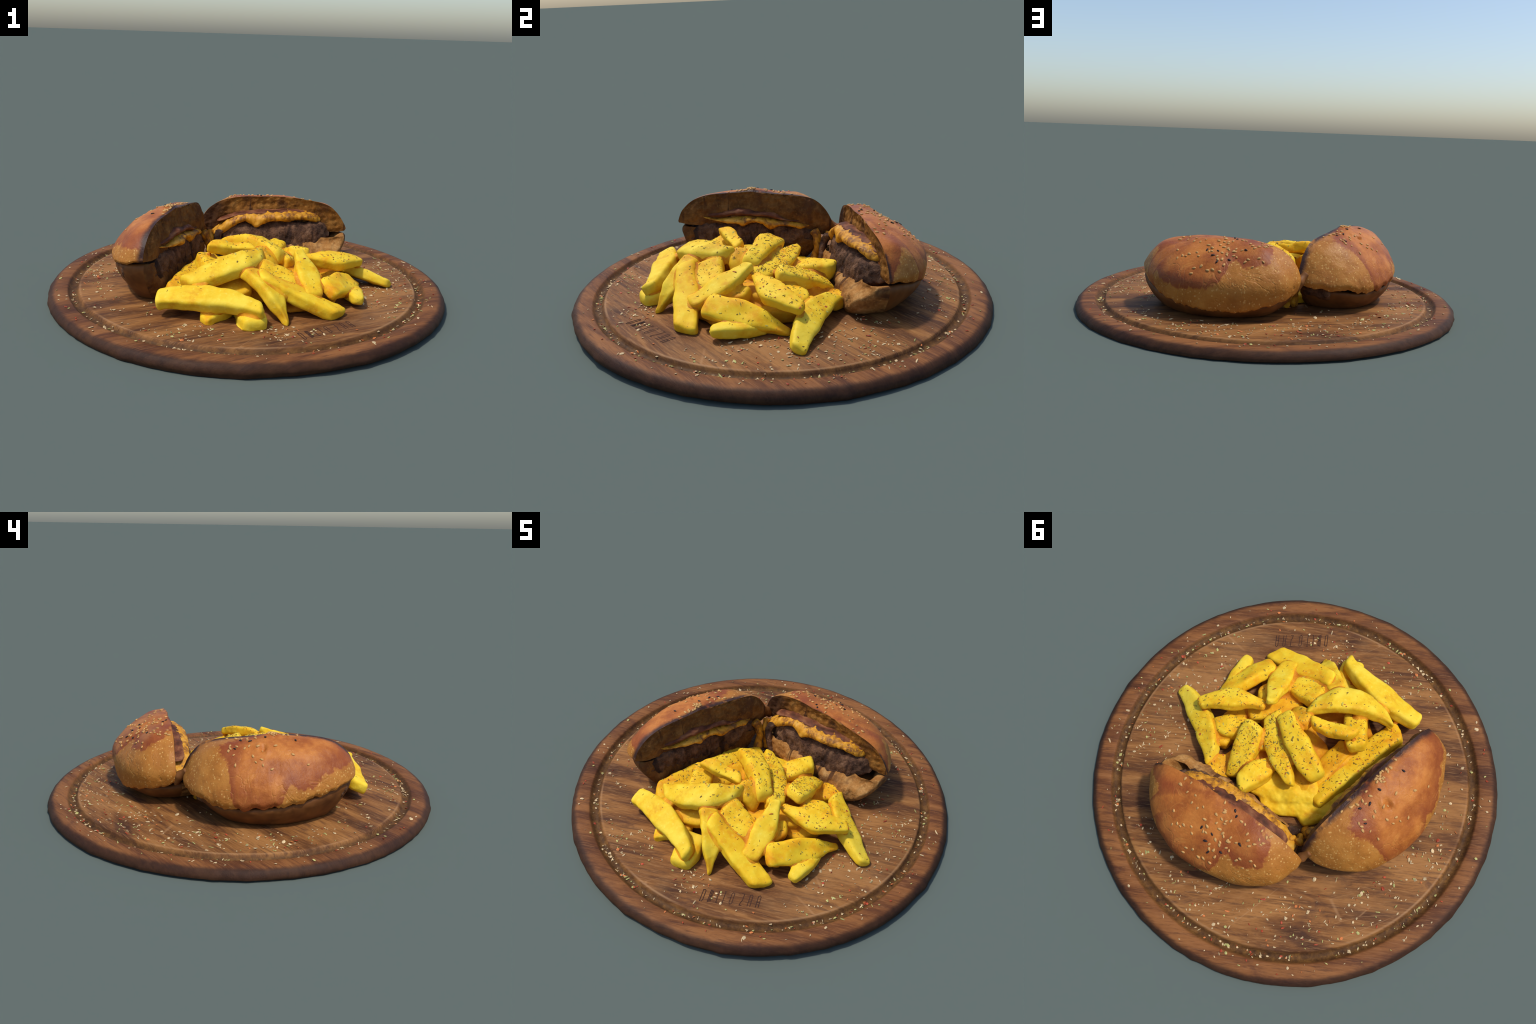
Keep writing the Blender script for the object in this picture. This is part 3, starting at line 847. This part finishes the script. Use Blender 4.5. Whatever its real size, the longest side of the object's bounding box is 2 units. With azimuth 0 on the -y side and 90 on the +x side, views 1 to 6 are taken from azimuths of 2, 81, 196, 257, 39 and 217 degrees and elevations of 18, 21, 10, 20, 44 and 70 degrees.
# ------------------------------------------------------------------- chips
# each chip: ends of the middle line of its upper face, width, thickness, the way its upper face looks,
# upward bow, sideways bow, how much each end narrows (0 blunt .. 1 pointed)
CHIPS = [
    ((-.385, -.545, .158), (.095, -.642, .165), .108, .070, (0.0, -.40, .9), .004, .034, .30, .40),
    ((-.268, -.455, .198), (.082, -.268, .286), .118, .066, (.10, -.22, 1), .045, -.046, .45, .25),
    ((.078, -.458, .258), (.458, -.492, .098), .100, .066, (.45, -.10, .88), -.006, .004, .15, .25),
    ((.250, -.185, .292), (.325, -.468, .158), .090, .055, (.25, -.38, .9), -.006, .014, .55, .15),
    ((.395, -.400, .178), (.569, -.058, .085), .114, .062, (.52, -.14, .80), .022, .0, .10, 1.15),
    ((.278, -.163, .252), (.575, -.010, .202), .098, .058, (.25, -.15, .95), .010, -.026, .85, .85),
    ((.368, .190, .140), (.735, -.055, .095), .095, .060, (.30, .38, .86), .002, -.036, .10, .35),
    ((-.178, -.250, .320), (.040, -.200, .296), .056, .054, (.15, -.20, 1), -.008, .006, .10, .0),
    ((-.135, .025, .248), (.178, -.168, .262), .098, .085, (.25, .22, .95), .048, .000, .30, .20),
    ((-.040, .115, .244), (.235, -.150, .220), .106, .075, (.25, .20, .95), .006, .010, .95, .20),
    ((.168, .228, .208), (.085, .040, .190), .092, .080, (.10, -.05, 1), .006, .0, .15, .10),
    ((.264, -.045, .254), (.220, .205, .132), .105, .070, (.10, .35, .92), .004, .0, .10, .20),
    ((.448, .035, .168), (.300, -.040, .188), .098, .085, (.20, .05, 1), .0, .0, .30, .10),
    ((.372, .210, .118), (.215, .125, .112), .105, .070, (.05, 0, 1), .0, .0, .15, .1),
    ((-.312, -.455, .148), (-.145, .080, .140), .125, .065, (.42, -.05, .9), .012, .0, .15, .30),
    ((-.200, -.215, .268), (-.085, -.400, .190), .100, .080, (.35, -.25, .85), .0, .0, .30, .1),
    ((-.170, -.500, .148), (.030, -.405, .182), .100, .070, (.15, -.35, .9), .0, .0, .10, .1),
    ((.030, -.420, .258), (.218, -.612, .078), .076, .062, (.35, -.15, .85), .026, .008, .10, 1.2),
    ((.072, -.672, .110), (.005, -.480, .110), .112, .090, (.05, -.15, 1), .0, .0, .10, .1),
    ((-.165, -.618, .095), (-.050, -.470, .115), .080, .070, (0, -.1, 1), .0, .0, .20, .1),
    ((.532, -.388, .128), (.500, -.150, .108), .080, .052, (.10, -.05, 1), .0, .0, .55, .1),
    ((.075, -.345, .258), (.285, -.395, .160), .125, .065, (.35, -.25, .85), .0, .0, .15, .2),
    ((.060, -.190, .292), (.172, -.222, .185), .075, .070, (.4, 0, .8), .008, .0, .0, .45),
    ((.355, -.215, .190), (.250, -.360, .165), .095, .075, (.3, -.1, .9), .0, .0, .2, .1),
    ((-.150, -.240, .170), (-.090, .060, .120), .095, .070, (.3, 0, .9), .0, .0, .1, .1),
    ((.010, -.060, .200), (-.110, .130, .125), .085, .065, (.2, .1, .9), .0, .0, .1, .3),
    ((-.335, -.435, .108), (-.190, -.180, .110), .095, .060, (.3, 0, .9), .0, .0, .2, .1),
    ((.150, -.300, .175), (.345, -.110, .165), .095, .075, (.1, 0, 1), .0, .0, .1, .1),
    ((.380, -.200, .125), (.400, .100, .125), .100, .075, (.1, 0, 1), .0, .0, .1, .1),
    ((.060, -.080, .205), (.215, .000, .195), .090, .080, (.1, .1, 1), .0, .0, .1, .1),
]
MASH = [((-.27, -.07, .135), (-.15, .195, .100), .13, .08, (.1, .1, 1), 0, 0, .2, .5),
         ((-.17, .030, .145), (.12, .180, .120), .13, .09, (-.1, .25, 1), .012, 0, .2, .3),
         ((-.20, .060, .120), (.05, .225, .100), .13, .07, (-.1, .3, 1), 0, 0, .5, .5),
         ((.02, .10, .150), (.16, .20, .130), .12, .09, (-.1, .3, 1), 0, 0, .2, .5)]
UNDER = [((-.20, -.40, .12), (.10, -.30, .14), .14, .1, (0, 0, 1), 0, 0, .2, .2),
         ((-.10, -.10, .13), (.30, -.20, .13), .18, .1, (0, 0, 1), 0, 0, .2, .2),
         ((.0, .05, .13), (.30, .05, .13), .18, .1, (0, 0, 1), 0, 0, .2, .2),
         ((.15, -.45, .10), (.40, -.30, .10), .14, .07, (0, 0, 1), 0, 0, .2, .2),
         ((.0, -.2, .15), (.25, -.1, .15), .18, .1, (0, 0, 1), 0, 0, .2, .2)]


LOW_CHIPS = {13, 16, 22, 23, 24, 25, 26, 27, 28, 29}  # deeper orange chips low in the heap


def chip_shape(c, seed, grow=0.0):
    p0, p1, w, h, hint, bow, side, ta, tb = c
    w *= 1.15
    ta, tb = (min(1.25, e + random.Random(seed * 5 + q).uniform(0.0, 0.28)) for q, e in ((0, ta), (1, tb)))
    p0, p1 = Vector(p0), Vector(p1)
    ax = (p1 - p0)
    L = ax.length
    ax /= L
    nr = Vector(hint)
    nr = (nr - ax * nr.dot(ax)).normalized()
    sd = nr.cross(ax)
    n, k = 40, 32
    verts = []
    s0, s1 = (random.Random(seed * 7 + q).uniform(-0.55, 0.55) for q in (0, 1))  # obliquely cut ends
    for i in range(n + 1):
        # cluster rings at the ends to round them
        t = 0.5 - 0.5 * math.cos(PI * i / n)
        c0 = p0.lerp(p1, t) + nr * (bow * 4 * t * (1 - t) - h / 2) + sd * (side * 4 * t * (1 - t))
        d0, d1 = t * L, (1 - t) * L
        rd = 0.021
        e = 1.0
        for d in (d0, d1):
            if d < rd:
                e *= math.sqrt(max(0.0, 1 - (1 - d / rd) ** 2)) * 0.68 + 0.32 if d > 0 else 0.32
        ww = w / 2 * (1 - ta * 0.62 * (1 - smooth(0, 0.5, t))) * (1 - tb * 0.62 * (1 - smooth(0, 0.5, 1 - t)))
        hh = h / 2 * (1 - ta * 0.35 * (1 - smooth(0, 0.4, t))) * (1 - tb * 0.35 * (1 - smooth(0, 0.4, 1 - t)))
        tw = 0.12 * nz((seed, t * 1.3, 0), 1.0)
        ww *= 1 + 0.16 * nz((seed * 3.1, t * 2.2, 5), 1.0)
        slant = (s0 * (1 - smooth(0, 0.35, t)) + s1 * (1 - smooth(0, 0.35, 1 - t)))
        for j in range(k):
            a = 2 * PI * j / k
            ca, sa = math.cos(a), math.sin(a)
            q = (abs(ca) ** 5.5 + abs(sa) ** 5.5) ** (-1 / 5.5)
            x, y = (ww + grow) * ca * q * e, (hh + grow) * sa * q * e
            x, y = x * math.cos(tw) - y * math.sin(tw), x * math.sin(tw) + y * math.cos(tw)
            p = c0 + sd * x + nr * y + ax * (slant * x)
            d = (sd * ca + nr * sa)
            p += d * e * (0.0075 * fbm(p, 11, 2, (seed * 1.7, 0, 0)) + 0.0022 * fbm(p, 38, 2, (0, seed, 0)))
            verts.append(p)
    faces = loops_to_faces(n + 1, k)
    for lev, fl in ((0, True), (n, False)):
        cc = sum((verts[lev * k + j] for j in range(k)), Vector()) / k + ax * (-0.004 if lev == 0 else 0.004)
        verts.append(cc)
        ci = len(verts) - 1
        for j in range(k):
            a, b = lev * k + j, lev * k + (j + 1) % k
            faces.append((ci, b, a) if fl else (ci, a, b))
    lowest = min(v.z - board_top(v.x, v.y) for v in verts)
    if lowest < 0.0:
        # press the underside flat on the wood
        for v in verts:
            fl = board_top(v.x, v.y) + 0.001
            if v.z < fl:
                v.z = fl
    return verts, faces


def build_chips():
    all_v, all_f = [], []
    for i, c in enumerate(CHIPS):
        v, f = chip_shape(c, i + 1)
        o = v[0].lerp(v[len(v) - 3], 0.5)
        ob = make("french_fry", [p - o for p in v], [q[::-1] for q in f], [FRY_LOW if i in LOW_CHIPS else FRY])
        ob.location = o
        label(ob, "thick golden fried potato chip with dried herbs", "french fry")
        b = len(all_v)
        all_v += v
        all_f += [tuple(b + x for x in q)[::-1] for q in f]
    # the soft mass of squashed chips that fills the gaps of the heap
    mv, mf = list(all_v), list(all_f)
    for i, c in enumerate(UNDER):
        v, f = chip_shape(c, 60 + i)
        b = len(mv)
        mv += v
        mf += [tuple(b + x for x in q)[::-1] for q in f]
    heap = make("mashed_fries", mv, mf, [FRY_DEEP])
    rm = heap.modifiers.new("fuse", "REMESH")
    rm.mode = "VOXEL"
    rm.voxel_size = 0.009
    sm = heap.modifiers.new("melt", "SMOOTH")
    sm.iterations = 22
    sm.factor = 0.6
    thin = heap.modifiers.new("sink", "DISPLACE")
    thin.strength = -0.0030
    thin.mid_level = 0.0
    dg = bpy.context.evaluated_depsgraph_get()
    me = bpy.data.meshes.new_from_object(heap.evaluated_get(dg))
    heap.modifiers.clear()
    heap.data = me
    me.polygons.foreach_set("use_smooth", [True] * len(me.polygons))
    # pale lumpy mash spread into the corner between the two halves
    mv, mf = [], []
    for i, c in enumerate(MASH):
        v, f = chip_shape(c, 80 + i)
        b = len(mv)
        mv += v
        mf += [tuple(b + x for x in q)[::-1] for q in f]
    mash = make("mashed_potato", mv, mf, [FRY])
    rm = mash.modifiers.new("fuse", "REMESH")
    rm.mode = "VOXEL"
    rm.voxel_size = 0.006
    sm = mash.modifiers.new("melt", "SMOOTH")
    sm.iterations = 18
    sm.factor = 0.6
    dg = bpy.context.evaluated_depsgraph_get()
    m2 = bpy.data.meshes.new_from_object(mash.evaluated_get(dg))
    mash.modifiers.clear()
    mash.data = m2
    for v in m2.vertices:
        if v.co.z > board_top(v.co.x, v.co.y) + 0.012:
            v.co.z += 0.010 * fbm(v.co, 14, 3) + 0.003 * fbm(v.co, 50, 2)
    m2.polygons.foreach_set("use_smooth", [True] * len(m2.polygons))
    label(mash, "pale yellow crushed chips spread between the burger halves", "french fries")
    label(heap, "soft golden mass of squashed chips inside the heap", "french fries")
    return all_v, all_f, heap


FV, FF, HEAP = build_chips()


# --------------------------------------------------------------- seasoning
def flake(verts, faces, idx, pos, nrm, size, aspect, thick, rng, mat):
    q = nrm.to_track_quat("Z", "Y").to_matrix()
    a0 = rng.uniform(0, 2 * PI)
    tilt = Matrix.Rotation(rng.uniform(-0.35, 0.35), 3, "X") @ Matrix.Rotation(rng.uniform(-0.35, 0.35), 3, "Y")
    k = rng.choice((4, 5, 6))
    rot = Matrix.Rotation(a0, 3, "Z")
    b = len(verts)
    curl = rng.uniform(-0.25, 0.35) * size
    base = []
    for j in range(k):
        a = 2 * PI * (j + rng.uniform(-.25, .25)) / k
        base.append((size * math.cos(a), size * aspect * math.sin(a)))
    for zz, s in ((0.0, 0.85), (thick, 1.0), (thick * 1.8, 0.55)):
        for x, y in base:
            p = Vector((x * s, y * s, zz + curl * (x / size) ** 2 * 0.5))
            verts.append(pos + q @ (tilt @ (rot @ p)))
    for r in range(2):
        for j in range(k):
            m = (j + 1) % k
            faces.append((b + r * k + j, b + r * k + m, b + (r + 1) * k + m, b + (r + 1) * k + j))
            idx.append(mat)
    faces.append(tuple(b + 2 * k + j for j in range(k)))
    idx.append(mat)
    faces.append(tuple(b + j for j in range(k))[::-1])
    idx.append(mat)


def build_seasoning():
    straw = plain("dried_onion_flake", (0.56, 0.41, 0.22), 0.7, 0.4, 40)
    green = plain("dried_oregano", (0.40, 0.37, 0.13), 0.8, 0.35, 40)
    red = plain("chilli_flake", (0.34, 0.055, 0.022), 0.5, 0.45, 40)
    orange = plain("paprika_flake", (0.52, 0.16, 0.045), 0.6, 0.3, 40)
    rng = random.Random(77)
    verts, faces, idx = [], [], []
    up = Vector((0, 0, 1))

    def covered(x, y):
        # keep clear of the food
        if y > -0.62 and -0.40 < x < 0.55 and y < 0.15:
            return True
        if (x - 0.12) ** 2 / 0.17 + (y - 0.45) ** 2 / 0.045 < 0.8:
            return True
        if (x + 0.50) ** 2 / 0.03 + (y + 0.05) ** 2 / 0.16 < 0.8:
            return True
        return False

    placed = 0
    while placed < 1150:
        a = rng.uniform(0, 2 * PI)
        mode = rng.random()
        if mode < 0.17:
            r = rng.gauss(0.874, 0.008)
        elif mode < 0.205:
            r = rng.uniform(0.905, 0.955)
        else:
            r = math.sqrt(rng.uniform(0.02, 0.70))
        x, y = r * math.cos(a), r * math.sin(a)
        if mode < 0.17 and nz((math.cos(a), math.sin(a), 4), 4.5) < -0.05 and rng.random() < 0.7:
            continue
        if covered(x, y):
            continue
        if r < 0.85 and fbm((x, y, 2), 3.2, 2) < -0.12 and rng.random() < 0.75:
            continue
        z = board_top(x, y) + (-0.021 if 0.858 < r < 0.892 else (-0.010 if 0.852 < r < 0.90 else 0.0)) + 0.001
        u = rng.random()
        mat = 0 if u < 0.62 else (1 if u < 0.82 else (2 if u < 0.92 else 3))
        size = rng.uniform(0.0032, 0.0085) * (1.45 if rng.random() < 0.16 else 1.0)
        asp = rng.choice((0.25, 0.35, 0.5, 0.7, 0.8))
        flake(verts, faces, idx, Vector((x, y, z)), up, size * (1.3 if asp < 0.3 else 1.0), asp, 0.0014, rng, mat)
        placed += 1
    ob = make("seasoning_flake", verts, faces, [straw, green, red, orange], idx, parent=BOARD)
    ob.data.polygons.foreach_set("use_smooth", [False] * len(ob.data.polygons))
    ob["kind"] = "stuff"

    # herbs that stick to the chips
    dark = plain("dark_dried_herb", (0.210, 0.130, 0.022), 0.85, 0.55, 50)
    olive = plain("olive_dried_herb", (0.40, 0.33, 0.065), 0.85, 0.4, 50)
    chilli = plain("chilli_speck", (0.36, 0.085, 0.018), 0.6, 0.5, 50)
    bvh = BVHTree.FromPolygons(FV, FF)
    per_chip = len(FF) // len(CHIPS)
    dusting = {0: .12, 1: .35, 2: .3, 3: .25, 4: .5, 7: .35, 8: .9, 9: 1.6, 10: .35, 11: 1.7, 14: 1.5, 15: 1.2, 16: .5, 17: .3, 18: .05, 19: .1, 20: .5, 21: 1.1}
    verts, faces, idx = [], [], []
    n = 0
    tries = 0
    dens = [((.15, .0), .14, 1.0), ((-.2, -.2), .14, .8), ((.25, .08), .12, 1.0), ((.45, .06), .10, .8), ((.2, -.36), .08, .7), ((-.1, -.3), .12, .6), ((.42, -.2), .12, .45)]
    while n < 1350 and tries < 90000:
        tries += 1
        x, y = rng.uniform(-.42, .78), rng.uniform(-.72, .26)
        d = 0.035 + sum(wt * math.exp(-((x - c[0]) ** 2 + (y - c[1]) ** 2) / (r * r)) for c, r, wt in dens)
        d *= 0.07 + 1.9 * smooth(-0.05, 0.42, fbm((x, y, 8), 13, 2))
        if rng.random() > d * 0.8:
            continue
        hit, nrm, face, _ = bvh.ray_cast(Vector((x, y, 1)), Vector((rng.uniform(-.3, .3), rng.uniform(-.3, .3), -1)).normalized())
        if hit is not None and rng.random() > dusting.get(face // per_chip, 0.8) / 1.7:
            continue
        if hit is None or abs(nrm.z) < 0.55:
            continue
        if nrm.z < 0:
            nrm = -nrm
        u = rng.random()
        mat = 0 if u < 0.55 else (1 if u < 0.86 else 2)
        asp = rng.choice((0.18, 0.22, 0.3, 0.55))
        flake(verts, faces, idx, hit - nrm * 0.0006, nrm, rng.uniform(0.0028, 0.0085) * (1.5 if rng.random() < 0.10 else 1.0), asp, 0.0008, rng, mat)
        n += 1
    ob = make("herb_flake", verts, faces, [dark, olive, chilli], idx, parent=HEAP)
    ob.data.polygons.foreach_set("use_smooth", [False] * len(ob.data.polygons))
    ob["kind"] = "stuff"


build_seasoning()
